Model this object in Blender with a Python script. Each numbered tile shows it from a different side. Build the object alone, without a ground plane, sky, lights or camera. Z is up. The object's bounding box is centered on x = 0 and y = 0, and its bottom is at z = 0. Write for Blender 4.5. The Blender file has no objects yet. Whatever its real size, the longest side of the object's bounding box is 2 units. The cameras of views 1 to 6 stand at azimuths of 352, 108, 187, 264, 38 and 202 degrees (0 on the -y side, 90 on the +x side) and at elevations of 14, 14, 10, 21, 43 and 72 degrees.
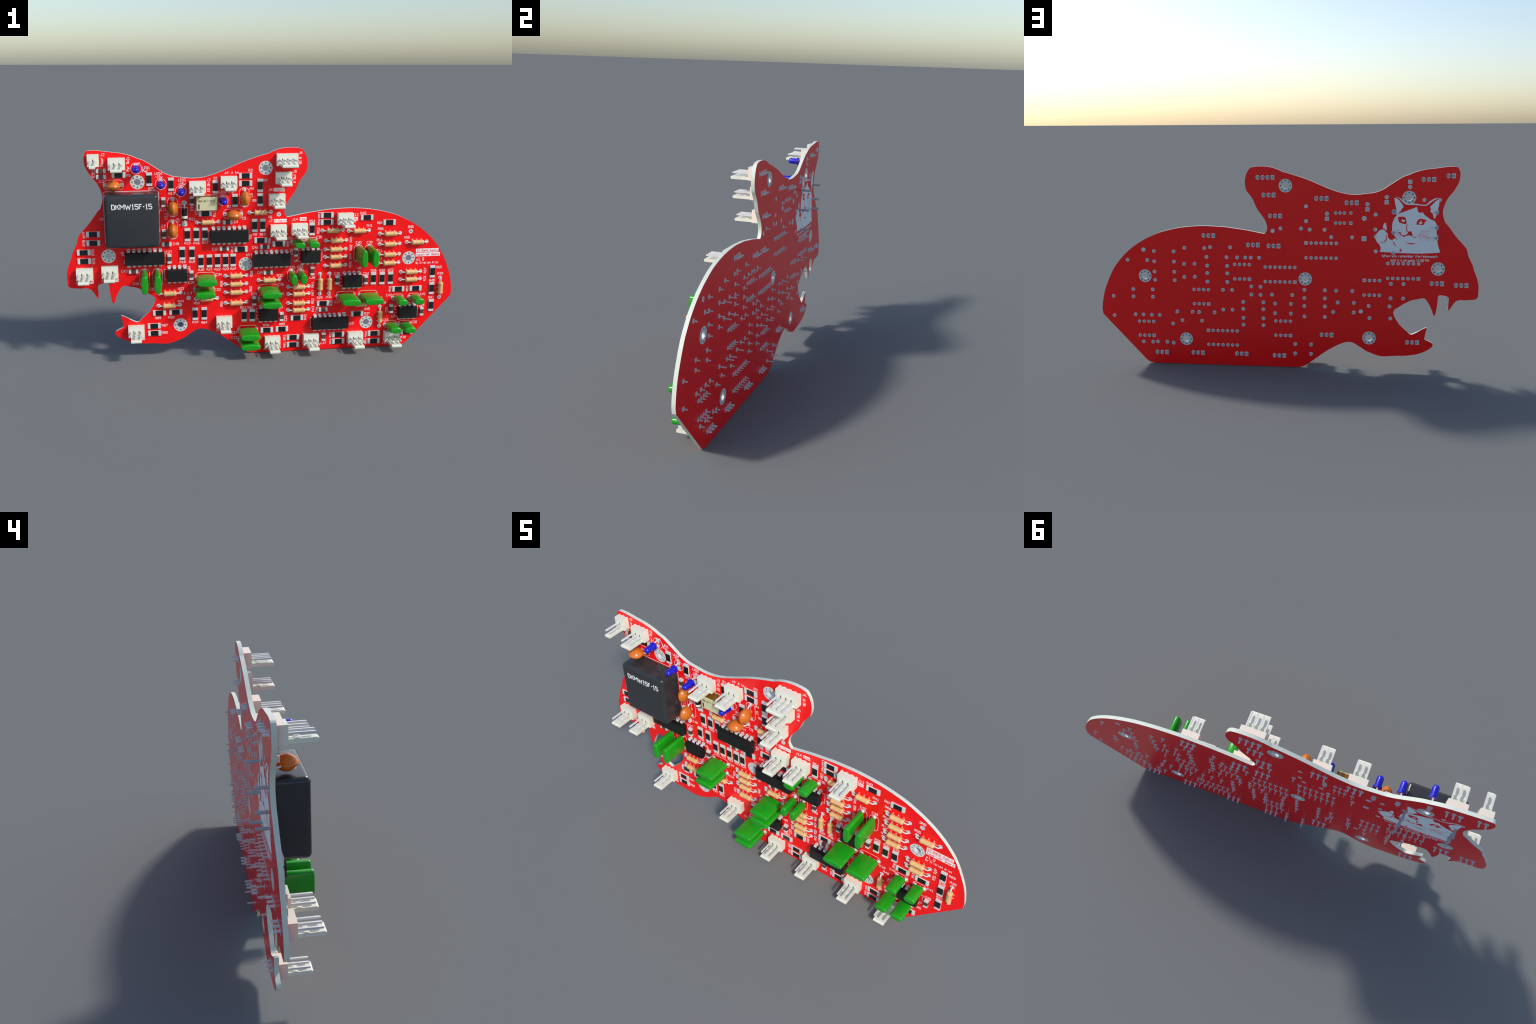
# A cat-shaped red circuit board, standing upright, with its parts soldered on the front.
# All part positions are in millimetres on the board (x to the right seen from the front, z up);
# MM turns them into metres of the scene.  "h" is height above the front face (towards -y).
import bpy, bmesh, math, random
from mathutils import Matrix, Vector

random.seed(7)
MM = 0.010283              # scene metres per millimetre of board
THICK = 1.6                # board thickness, mm
Y_MID = 0.0481
Y_FRONT = Y_MID - THICK / 2 * MM
Y_BACK = Y_MID + THICK / 2 * MM
scene = bpy.context.scene

# ------------------------------------------------------------------ materials
def make_material(name, rgb, rough=0.4, metallic=0.0, spec=0.5, vary=0.03, scale=60.0, coat=0.0, bump=0.0):
    m = bpy.data.materials.new(name)
    m.use_nodes = True
    nt = m.node_tree
    bsdf = nt.nodes["Principled BSDF"]
    coord = nt.nodes.new("ShaderNodeTexCoord")
    noise = nt.nodes.new("ShaderNodeTexNoise")
    noise.inputs["Scale"].default_value = scale
    noise.inputs["Detail"].default_value = 3.0
    ramp = nt.nodes.new("ShaderNodeValToRGB")
    ramp.color_ramp.elements[0].position = 0.3
    ramp.color_ramp.elements[1].position = 0.7
    ramp.color_ramp.elements[0].color = [c * (1 - vary) for c in rgb] + [1]
    ramp.color_ramp.elements[1].color = [min(1, c * (1 + vary)) for c in rgb] + [1]
    nt.links.new(coord.outputs["Object"], noise.inputs["Vector"])
    nt.links.new(noise.outputs["Fac"], ramp.inputs["Fac"])
    nt.links.new(ramp.outputs["Color"], bsdf.inputs["Base Color"])
    if bump:
        b = nt.nodes.new("ShaderNodeBump")
        b.inputs["Strength"].default_value = bump
        b.inputs["Distance"].default_value = 0.0005
        nt.links.new(noise.outputs["Fac"], b.inputs["Height"])
        nt.links.new(b.outputs["Normal"], bsdf.inputs["Normal"])
    bsdf.inputs["Roughness"].default_value = rough
    bsdf.inputs["Metallic"].default_value = metallic
    bsdf.inputs["Specular IOR Level"].default_value = spec
    bsdf.inputs["Coat Weight"].default_value = coat
    return m

M_MASK = make_material("red_solder_mask", (0.94, 0.006, 0.0075), 0.28, spec=0.4, vary=0.02, scale=12)
M_EDGE = make_material("bare_laminate", (0.64, 0.69, 0.60), 0.6, vary=0.03, scale=40)
M_SILK = make_material("white_silkscreen", (0.88, 0.89, 0.90), 0.6, spec=0.3, vary=0.02)
M_TIN = make_material("tinned_copper", (0.64, 0.65, 0.65), 0.35, metallic=0.0, vary=0.03, scale=90)
M_LEAD = make_material("tinned_lead", (0.66, 0.65, 0.645), 0.35, metallic=0.0, vary=0.02)
M_NYLON = make_material("ivory_nylon", (0.77, 0.78, 0.66), 0.45, vary=0.02, scale=20)
M_BLACK = make_material("black_plastic", (0.009, 0.009, 0.010), 0.45, spec=0.35, vary=0.05, scale=80)
M_DARK = make_material("charcoal_case", (0.030, 0.033, 0.037), 0.22, vary=0.05, scale=30)
M_GREEN = make_material("green_lacquer", (0.012, 0.32, 0.011), 0.22, vary=0.05, scale=25)
M_ORANGE = make_material("orange_lacquer", (0.62, 0.16, 0.016), 0.25, vary=0.04, scale=25)
M_TAN = make_material("tan_lacquer", (0.75, 0.45, 0.19), 0.45, vary=0.03, scale=40)
M_BLUE = make_material("blue_epoxy", (0.011, 0.013, 0.50), 0.18, vary=0.04, scale=30)
M_CREAM = make_material("cream_cap", (0.66, 0.63, 0.38), 0.4, vary=0.02)
M_BROWN = make_material("brown_base", (0.17, 0.085, 0.008), 0.3, vary=0.04)
M_CERAMIC = make_material("white_ceramic", (0.82, 0.80, 0.78), 0.5, vary=0.02)
M_RESIST = make_material("black_glaze", (0.008, 0.009, 0.011), 0.3, vary=0.05)
M_MLCC = make_material("brown_ceramic", (0.085, 0.048, 0.034), 0.5, vary=0.08, scale=120)
M_INK = make_material("black_ink", (0.02, 0.02, 0.02), 0.6)
M_VIA_SHADE = make_material("painted_via_shade", (0.10, 0.10, 0.11), 0.5)  # dark colour standing in for the shade inside the via holes
M_PIN = make_material("dull_steel", (0.40, 0.42, 0.45), 0.4, metallic=0.2)
M_GOLD = make_material("mask_opening", (0.75, 0.55, 0.22), 0.4)
M_SOLDER = make_material("solder_land", (0.68, 0.66, 0.60), 0.35, metallic=0.2)

# ------------------------------------------------------------------ mesh building
class Builder:
    """Collects faces in millimetres: x right, h off the board (towards the viewer), z up."""
    def __init__(self):
        self.v, self.f, self.m, self.s = [], [], [], []

    def add(self, verts, faces, mat=0, smooth=False):
        n = len(self.v)
        self.v += [tuple(p) for p in verts]
        for f in faces:
            self.f.append([n + i for i in f])
            self.m.append(mat)
            self.s.append(smooth)

    def loft(self, rings, mat=0, smooth=True, cap=True):
        n = len(rings[0])
        verts = [p for r in rings for p in r]
        faces = []
        for k in range(len(rings) - 1):
            for i in range(n):
                j = (i + 1) % n
                faces.append((k * n + i, k * n + j, (k + 1) * n + j, (k + 1) * n + i))
        self.add(verts, faces, mat, smooth)
        if cap:
            self.add(rings[0], [tuple(range(n))[::-1]], mat, False)
            self.add(rings[-1], [tuple(range(n))], mat, False)

    def box(self, x0, x1, h0, h1, z0, z1, bevel=0.0, mat=0):
        if bevel <= 0:
            c = [(x, h, z) for h in (h0, h1) for x, z in ((x0, z0), (x1, z0), (x1, z1), (x0, z1))]
            self.add(c, [(0, 3, 2, 1), (4, 5, 6, 7), (0, 1, 5, 4), (1, 2, 6, 5), (2, 3, 7, 6), (3, 0, 4, 7)], mat)
            return
        b = bevel
        def ring(h, d, c):
            a0, a1, b0, b1 = x0 + d, x1 - d, z0 + d, z1 - d
            return [(a0 + c, h, b0), (a1 - c, h, b0), (a1, h, b0 + c), (a1, h, b1 - c),
                    (a1 - c, h, b1), (a0 + c, h, b1), (a0, h, b1 - c), (a0, h, b0 + c)]
        self.loft([ring(h0, b, b * 0.4), ring(h0 + b, 0, b), ring(h1 - b, 0, b), ring(h1, b, b * 0.4)], mat, False)

    def lathe(self, profile, axis="h", centre=(0, 0, 0), seg=20, mat=0, smooth=True):
        """profile: (radius, distance along axis)."""
        rings = []
        for r, a in profile:
            ring = []
            for i in range(seg):
                t = 2 * math.pi * i / seg
                c, s = r * math.cos(t), r * math.sin(t)
                p = {"h": (c, a, s), "x": (a, c, s), "z": (s, c, a)}[axis]
                ring.append(tuple(p[k] + centre[k] for k in range(3)))
            rings.append(ring)
        self.loft(rings, mat, smooth)

    def tube(self, path, r, seg=8, mat=0, square=False):
        path = [Vector(p) for p in path]
        rings, up = [], None
        for i, p in enumerate(path):
            d = (path[min(i + 1, len(path) - 1)] - path[max(i - 1, 0)]).normalized()
            if up is None:
                up = Vector((0, 0, 1)) if abs(d.z) < 0.9 else Vector((1, 0, 0))
            side = d.cross(up).normalized()
            up = side.cross(d).normalized()
            n = 4 if square else seg
            off = math.pi / 4 if square else 0
            rr = r * (1.4142 if square else 1)
            rings.append([p + side * rr * math.cos(off + 2 * math.pi * k / n) + up * rr * math.sin(off + 2 * math.pi * k / n) for k in range(n)])
        self.loft(rings, mat, not square)

    def ribbon(self, pts, width=0.15, h=0.035, closed=False, mat=0):
        """A printed line: a low raised strip on the board face."""
        pts = [Vector((p[0], p[1])) for p in pts]
        n = len(pts)
        left, right = [], []
        for i, p in enumerate(pts):
            a = pts[i - 1] if (i or closed) else p
            c = pts[(i + 1) % n] if (i < n - 1 or closed) else p
            d1, d2 = (p - a), (c - p)
            d1 = d1.normalized() if d1.length else d2.normalized()
            d2 = d2.normalized() if d2.length else d1
            t = (d1 + d2)
            t = t.normalized() if t.length > 1e-6 else d1
            nrm = Vector((-t.y, t.x))
            k = width / 2 / max(0.4, nrm.dot(Vector((-d1.y, d1.x))))
            left.append(p + nrm * k)
            right.append(p - nrm * k)
        verts = [(p.x, hh, p.y) for hh in (h, -0.01) for p in left + right]
        faces = []
        for i in range(n if closed else n - 1):
            j = (i + 1) % n
            faces += [(n + i, n + j, j, i), (i, j, 2 * n + j, 2 * n + i), (n + j, n + i, 3 * n + i, 3 * n + j)]
        self.add(verts, faces, mat)

    def mesh(self, name, mats, sharp=35):
        me = bpy.data.meshes.new(name)
        bm = bmesh.new()
        vs = [bm.verts.new((x * MM, -h * MM, z * MM)) for x, h, z in self.v]
        for f, m, s in zip(self.f, self.m, self.s):
            try:
                face = bm.faces.new([vs[i] for i in f])
                face.material_index = m
                face.smooth = s
            except ValueError:
                pass
        bmesh.ops.remove_doubles(bm, verts=bm.verts, dist=1e-6)
        bmesh.ops.recalc_face_normals(bm, faces=bm.faces)
        bm.to_mesh(me)
        bm.free()
        for m in mats:
            me.materials.append(m)
        me.set_sharp_from_angle(angle=math.radians(sharp))
        return me

def smooth_path(points, steps=5, closed=False):
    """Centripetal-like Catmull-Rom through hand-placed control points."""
    pts = [Vector(p) for p in points]
    n = len(pts)
    out = []
    for i in range(n if closed else n - 1):
        p1, p2 = pts[i], pts[(i + 1) % n]
        p0 = pts[i - 1] if (i > 0 or closed) else p1 + (p1 - p2)
        p3 = pts[(i + 2) % n] if (i < n - 2 or closed) else p2 + (p2 - p1)
        d = (p2 - p1).length
        m1 = (p2 - p0) * (d / max(1e-6, (p1 - p0).length + d))
        m2 = (p3 - p1) * (d / max(1e-6, (p3 - p2).length + d))
        for k in range(steps):
            t = k / steps
            a = 2 * t**3 - 3 * t**2 + 1
            b = t**3 - 2 * t**2 + t
            c = -2 * t**3 + 3 * t**2
            e = t**3 - t**2
            out.append(tuple(p1 * a + m1 * b + p2 * c + m2 * e))
    if not closed:
        out.append(tuple(pts[-1]))
    return out

def circle(x, z, r, n=14):
    return [(x + r * math.cos(2 * math.pi * i / n), z + r * math.sin(2 * math.pi * i / n)) for i in range(n)]

def filled(name, loops, depth, mats):
    """Plate of the given depth (mm) filling the first loop, with the other loops as holes or islands.
    Lies in the board plane, centred on its own mid-plane."""
    cu = bpy.data.curves.new(name, "CURVE")
    cu.dimensions = "2D"
    cu.fill_mode = "BOTH"
    cu.extrude = depth / 2 * MM
    for loop in loops:
        sp = cu.splines.new("POLY")
        sp.points.add(len(loop) - 1)
        for p, q in zip(sp.points, loop):
            p.co = (q[0] * MM, q[1] * MM, 0, 1)
        sp.use_cyclic_u = True
    ob = bpy.data.objects.new(name, cu)
    scene.collection.objects.link(ob)
    bpy.context.view_layer.update()
    me = bpy.data.meshes.new_from_object(ob.evaluated_get(bpy.context.evaluated_depsgraph_get()))
    bpy.data.objects.remove(ob)
    bpy.data.curves.remove(cu)
    me.name = name
    me.materials.clear()
    for m in mats:
        me.materials.append(m)
    me.transform(Matrix.Rotation(math.pi / 2, 4, "X"))     # curve plane -> board plane, +Z -> -y
    return me

# ------------------------------------------------------------------ objects
root = bpy.data.objects.new("circuit_board", None)
scene.collection.objects.link(root)
root["label"] = "red cat-shaped circuit board with soldered electronic parts"
root["category"] = "circuit board"

def put(name, mesh, parent=None, x=0.0, z=0.0, turn=0.0, y=Y_FRONT, flip=False):
    """Place a part at board position x, z (mm), turned by `turn` degrees as seen from the front."""
    ob = bpy.data.objects.new(name, mesh)
    scene.collection.objects.link(ob)
    if parent is None:
        ob.parent = root
        rot = Matrix.Rotation(math.radians(-turn), 4, "Y")
        if flip:
            rot = Matrix.Rotation(math.pi, 4, "Z") @ rot
        ob.matrix_basis = Matrix.Translation((x * MM, y, z * MM)) @ rot
    else:
        ob.parent = parent
        ob.matrix_basis = Matrix.Translation((x * MM, 0, z * MM)) @ Matrix.Rotation(math.radians(-turn), 4, "Y")
    return ob

# ------------------------------------------------------------------ board outline: control points, anticlockwise runs named by the cat
OUTLINE = {
    "neck_notch_and_ear": [(10.2, 69.9), (9.3, 71.0), (8.8, 72.3), (8.8, 73.8), (9.4, 75.9), (10.6, 78.2), (12.2, 80.3), (13.6, 82.2), (14.8, 84.6), (16.0, 87.4), (17.6, 89.8), (19.1, 91.7), (19.7, 93.5), (20.0, 95.7), (19.8, 98.0), (19.3, 100.0), (18.4, 101.8), (17.3, 103.2)],
    "ear_top": [(17.3, 103.2), (15.8, 103.7), (13.9, 104.0), (11.6, 104.1), (9.4, 104.0), (7.1, 103.7), (4.9, 103.1), (3.0, 102.4), (0.9, 101.4)],
    "crown_slope": [(0.9, 101.4), (-2.5, 100.5), (-6.7, 99.2), (-11.4, 97.6), (-16.2, 95.6), (-21.0, 93.6), (-25.1, 92.0)],
    "crown_dip": [(-25.1, 92.0), (-27.9, 91.2), (-30.8, 90.5), (-33.3, 90.2), (-35.2, 90.1), (-37.7, 90.2), (-40.9, 90.6), (-43.4, 90.9), (-45.3, 91.2), (-47.1, 91.8), (-49.3, 92.8), (-51.5, 94.2), (-54.9, 96.5), (-57.6, 98.2), (-59.4, 99.2), (-62.1, 100.1)],
    "other_ear": [(-62.1, 100.2), (-64.8, 101.3), (-67.2, 102.0), (-69.7, 102.6), (-74.0, 103.1), (-77.0, 103.5), (-80.0, 103.9), (-82.5, 104.0), (-84.6, 103.9), (-85.5, 103.4)],
    "cheek": [(-85.5, 103.4), (-86.0, 102.3), (-86.4, 100.9), (-86.3, 98.3), (-85.9, 96.4), (-84.9, 94.4), (-83.5, 92.0), (-82.0, 90.2), (-80.5, 88.0), (-79.5, 85.8), (-78.8, 83.4), (-78.6, 81.3), (-79.0, 79.0), (-79.8, 76.6)],
    "nose": [(-79.8, 76.6), (-81.3, 75.0), (-82.9, 72.8), (-85.5, 69.4), (-88.4, 66.2), (-90.3, 64.0), (-91.0, 62.6), (-91.4, 60.8), (-91.8, 59.4)],
    "muzzle": [(-91.9, 59.4), (-92.8, 57.5), (-94.0, 55.0), (-94.7, 52.6), (-95.7, 50.2), (-96.6, 47.5), (-97.1, 45.2), (-97.2, 43.6), (-97.1, 41.0), (-97.1, 39.5), (-96.6, 38.6), (-95.4, 37.9), (-93.5, 37.7), (-90.7, 37.5), (-88.2, 37.5), (-86.8, 37.1), (-85.8, 36.3), (-84.7, 34.8), (-83.8, 33.2), (-83.0, 32.1)],
    "short_fang": [(-83.0, 32.1), (-82.7, 32.3), (-82.6, 33.5), (-82.7, 35.8), (-82.8, 38.0), (-82.5, 38.8), (-81.7, 39.3), (-80.3, 39.7), (-78.7, 39.8), (-78.0, 39.7), (-77.5, 39.2), (-77.4, 37.9)],
    "long_fang": [(-77.4, 37.9), (-77.2, 35.3), (-76.8, 32.3), (-76.3, 29.8), (-75.8, 29.1), (-75.3, 29.8), (-74.4, 32.3), (-73.2, 34.9), (-72.0, 36.8), (-71.2, 37.7), (-70.3, 38.0), (-69.2, 38.0), (-67.4, 37.5), (-65.2, 37.1), (-63.6, 36.6)],
    "mouth": [(-63.6, 36.6), (-62.3, 35.9), (-60.7, 35.1), (-59.4, 34.2), (-58.3, 33.4), (-56.9, 32.6), (-56.0, 31.8), (-55.5, 31.0), (-55.4, 30.1), (-55.7, 29.0), (-56.4, 27.5), (-57.4, 25.9), (-58.4, 24.3)],
    "jaw_inside": [(-58.4, 24.3), (-60.0, 22.8), (-62.0, 21.0), (-63.6, 19.4), (-64.2, 19.1), (-64.6, 19.0), (-65.5, 19.3), (-67.7, 20.4), (-70.2, 21.9), (-72.3, 22.9)],
    "lower_fang": [(-72.3, 22.9), (-72.2, 21.9), (-71.6, 19.2), (-71.2, 16.7)],
    "chin": [(-71.2, 16.7), (-73.0, 15.9), (-74.6, 15.1), (-75.2, 14.6), (-75.5, 13.9), (-75.3, 13.1), (-73.7, 11.6), (-71.2, 10.1), (-68.0, 8.9), (-64.8, 8.2), (-61.6, 7.8), (-57.1, 7.6), (-51.9, 7.2), (-49.6, 7.2), (-47.7, 7.6), (-45.4, 8.4), (-42.1, 9.7), (-40.5, 10.7), (-38.9, 11.8)],
    "throat": [(-38.8, 11.8), (-36.5, 13.3), (-34.9, 14.1), (-33.9, 14.3), (-31.9, 14.2), (-30.0, 13.7), (-26.7, 12.2)],
    "chest": [(-26.7, 12.2), (-23.4, 10.3), (-20.0, 8.0), (-16.7, 5.5), (-13.4, 3.0), (-11.4, 1.6), (-9.8, 0.7), (-8.4, 0.2), (-7.1, 0.0)],
    "rump": [(70.0, 0.0), (71.8, 0.4), (73.1, 1.1), (74.1, 1.9)],
    "haunch": [(96.8, 26.1), (97.1, 27.8), (97.2, 29.2), (97.0, 31.3), (96.4, 35.1), (95.3, 39.3), (93.7, 43.4), (91.8, 47.6), (89.4, 51.9), (86.3, 55.8), (83.4, 58.9), (79.1, 62.5), (74.2, 65.7), (69.7, 68.0), (65.3, 69.9), (60.5, 71.3), (54.4, 72.6), (48.8, 73.3)],
    "spine": [(48.8, 73.3), (44.6, 73.6), (40.6, 73.7), (36.0, 73.5), (30.7, 73.2), (25.4, 72.5), (20.2, 71.8), (14.9, 70.8), (10.2, 69.9)],
}

# printed designators: text, x, z, turn
LABELS = [
    ("J2", -77.7, 102.0, 0), ("Power", -78.1, 98.6, 90), ("J1", -66.0, 100.1, 0), ("Pwr Sw", -66.2, 96.6, 90), ("LED1", -57.7, 95.5, 0), ("Pwr", -58.1, 94.0, 0), 
    ("+", -60.9, 98.0, 0), ("R5", -66.0, 92.1, 0), ("R25", -55.5, 85.5, 0), ("C1", -82.2, 94.4, 90), ("C2", -82.3, 92.4, 90), ("C3", -78.7, 89.5, 0), ("U1", -79.3, 71.5, 0), 
    ("R77", -88.0, 63.9, 90), ("R78", -88.3, 60.0, 90), ("R75", -84.3, 55.3, 90), ("R76", -84.1, 51.0, 90), ("U9", -70.5, 54.1, 90), ("C43", -69.8, 45.4, 0), 
    ("C16", -64.5, 38.9, 0), ("C15", -56.5, 35.9, 0), ("J15", -91.9, 40.6, 0), ("J16", -79.8, 41.2, 0), ("LED4", -52.0, 92.7, 0), ("-15v", -51.9, 91.1, 0), 
    ("LED3", -41.0, 89.4, 0), ("+15v", -41.0, 87.5, 0), ("R13", -46.0, 83.0, 0), ("J3", -28.4, 89.2, 0), ("EQ On", -28.4, 85.7, 90), ("R1", -24.8, 89.9, 0), 
    ("J4", -19.7, 92.5, 0), ("A In", -15.6, 92.5, 0), ("LED2 Rly", -19.7, 83.2, 0), ("R2", -18.5, 76.0, 0), ("C11", -50.1, 75.3, 0), ("C12", -49.0, 72.0, 90), 
    ("D1", -42.2, 77.0, 90), ("C9", -36.5, 75.4, 90), ("U3", -34.5, 73.5, 90), ("R12", -25.7, 72.6, 90), ("R11", -36.5, 70.3, 0), ("C8", -43.3, 69.9, 90), 
    ("K", -42.4, 67.6, 90), ("C7", -50.4, 67.2, 0), ("C5", -11.2, 70.0, 0), ("C4", -15.2, 68.3, 0), ("R3", -8.0, 93.4, 0), ("J6", 16.4, 101.5, 0), ("VU M", 16.4, 97.6, 90), 
    ("J5", 13.7, 92.5, 0), ("A Out", 13.6, 89.0, 90), ("R7", -0.6, 88.4, 0), ("J8", 1.7, 83.8, 0), ("R4", -7.4, 84.5, 0), ("C6", -7.6, 81.3, 90), ("R8", -6.0, 78.6, 0), 
    ("R6", 1.7, 70.3, 0), ("J7", 1.9, 68.3, 0), ("J14", 14.0, 68.8, 0), ("R54", 22.8, 67.6, 0), ("R83", 26.4, 70.5, 90), ("R84", 26.4, 67.0, 90), ("R9", -5.9, 61.8, 0), 
    ("R10", -1.9, 61.7, 0), ("U2", -8.2, 60.8, 90), ("R53", 26.0, 62.7, 90), ("C37", 11.1, 59.3, 0), ("C38", 26.5, 59.4, 0), ("R86", 1.4, 58.4, 90), ("R85", 10.7, 56.5, 90), 
    ("C46", -5.7, 55.1, 0), ("U11", -8.7, 51.5, 0), ("C32", 12.7, 52.5, 90), ("U8", 15.0, 47.7, 0), ("C21", 13.2, 44.3, 0), ("C22", 17.1, 44.4, 0), ("C26", 23.3, 38.7, 0), 
    ("C45", -3.2, 42.2, 0), ("R32", 6.7, 40.3, 0), ("R28", -7.6, 41.8, 90), ("C36", 7.3, 35.7, 0), ("R60", -8.0, 33.8, 90), ("R61", 23.7, 34.8, 90), ("R67", 23.8, 30.6, 90), 
    ("R29", 27.4, 27.8, 0), ("R36", 32.1, 28.0, 0), ("C29", -6.2, 31.2, 0), ("C48", -44.6, 58.3, 0), ("R15", -39.0, 58.5, 0), ("R16", -34.6, 58.4, 0), ("R17", -30.4, 58.4, 0), 
    ("C10", -25.5, 55.0, 0), ("R14", -17.1, 54.6, 90), ("C27", -48.1, 54.3, 0), ("R18", -41.6, 49.1, 0), ("R19", -37.0, 49.0, 0), ("U4", -38.4, 45.8, 90), 
    ("R20", -32.6, 44.8, 0), ("R21", -28.5, 45.0, 0), ("R22", -24.5, 44.8, 0), ("R23", -20.4, 44.8, 0), ("R24", -16.7, 44.8, 0), ("C28", -37.5, 38.5, 0), ("C34", -23.9, 42.0, 0), 
    ("C33", -24.6, 34.2, 0), ("R59", -22.6, 37.2, 90), ("R33", -42.8, 35.4, 0), ("A.t.F", -39.2, 33.0, 0), ("R44", -42.9, 29.0, 0), ("R50", -35.1, 27.7, 0), 
    ("R51", -22.7, 26.7, 90), ("R89", -54.4, 20.8, 0), ("R90", -47.8, 20.8, 0), ("R34", -35.9, 17.8, 0), ("R64", -31.5, 17.4, 0), ("R87", -51.2, 16.8, 0), 
    ("R63", -11.8, 24.3, 0), ("R88", -51.3, 13.0, 0), ("R62", -8.2, 24.1, 0), ("R79", -0.2, 14.3, 0), ("R80", 8.0, 14.6, 0), ("C23", 9.9, 17.5, 90), ("C14", -16.3, 11.3, 0), 
    ("C13", -16.4, 8.5, 0), ("J10", -24.3, 13.1, 0), ("U5", 7.4, 23.7, 0), ("C35", 7.5, 30.6, 0), ("R52", 23.8, 26.1, 90), ("R43", 24.0, 22.0, 90), ("R35", 33.4, 24.7, 90), 
    ("C44", 26.1, 21.5, 90), ("R42", 20.0, 17.8, 90), ("R82", 9.5, 7.2, 90), ("R81", 9.5, 3.3, 90), ("C47", 29.8, 3.3, 0), ("R92", 33.5, 7.5, 90), ("R91", 33.6, 3.9, 90), 
    ("J11", -0.1, 1.8, 0), ("J12", 20.2, 2.0, 0), ("R45", 52.5, 20.7, 0), ("U10", 44.1, 13.3, 0), ("R37", 52.4, 18.2, 0), ("C17", 36.7, 25.2, 0), ("C42", 63.8, 27.6, 0), 
    ("C31", 62.9, 19.9, 90), ("C19", 62.6, 14.3, 0), ("R94", 52.5, 7.0, 90), ("R93", 52.5, 3.0, 90), ("J17", 43.8, 1.8, 0), ("J18", 62.6, 1.9, 0), ("R38", 72.5, 4.3, 0), 
    ("U7", 66.6, 16.0, 0), ("R58", 64.3, 30.9, 90), ("R57", 73.5, 30.8, 90), ("R46", 61.0, 23.8, 0), ("C18", 58.9, 26.2, 0), ("J13", 44.7, 70.2, 0), ("R40", 48.7, 71.0, 0), 
    ("R69", 57.5, 65.8, 0), ("R41", 52.2, 64.5, 0), ("R66", 58.0, 62.8, 0), ("GND", 73.7, 63.3, 0), ("R56", 57.7, 56.9, 0), ("R55", 72.0, 57.8, 0), ("C40", 46.8, 56.0, 0), 
    ("C39", 52.5, 55.9, 0), ("R71", 57.7, 51.5, 0), ("R73", 57.8, 47.0, 0), ("R49", 42.8, 57.7, 90), ("R68", 42.9, 53.5, 90), ("R74", 42.8, 48.9, 90), ("R70", 42.9, 44.7, 90), 
    ("U6", 47.8, 42.8, 0), ("C30", 36.2, 40.1, 0), ("C24", 51.2, 39.5, 0), ("R26", 55.2, 41.1, 0), ("R30", 59.6, 41.0, 0), ("R72", 64.2, 41.0, 0), ("R27", 82.5, 40.1, 90), 
    ("R31", 82.5, 35.9, 90), ("v1.0", 79.5, 46.2, 0), ("R65", 89.9, 41.6, 0), ("R39", 90.8, 38.2, 0), ("R48", 86.5, 34.7, 0), ("R47", 86.6, 25.5, 0), ("C41", 82.0, 27.5, 0), 
    ("C25", 81.7, 21.6, 0), ("C20", 78.1, 12.4, 0), 
]

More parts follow.
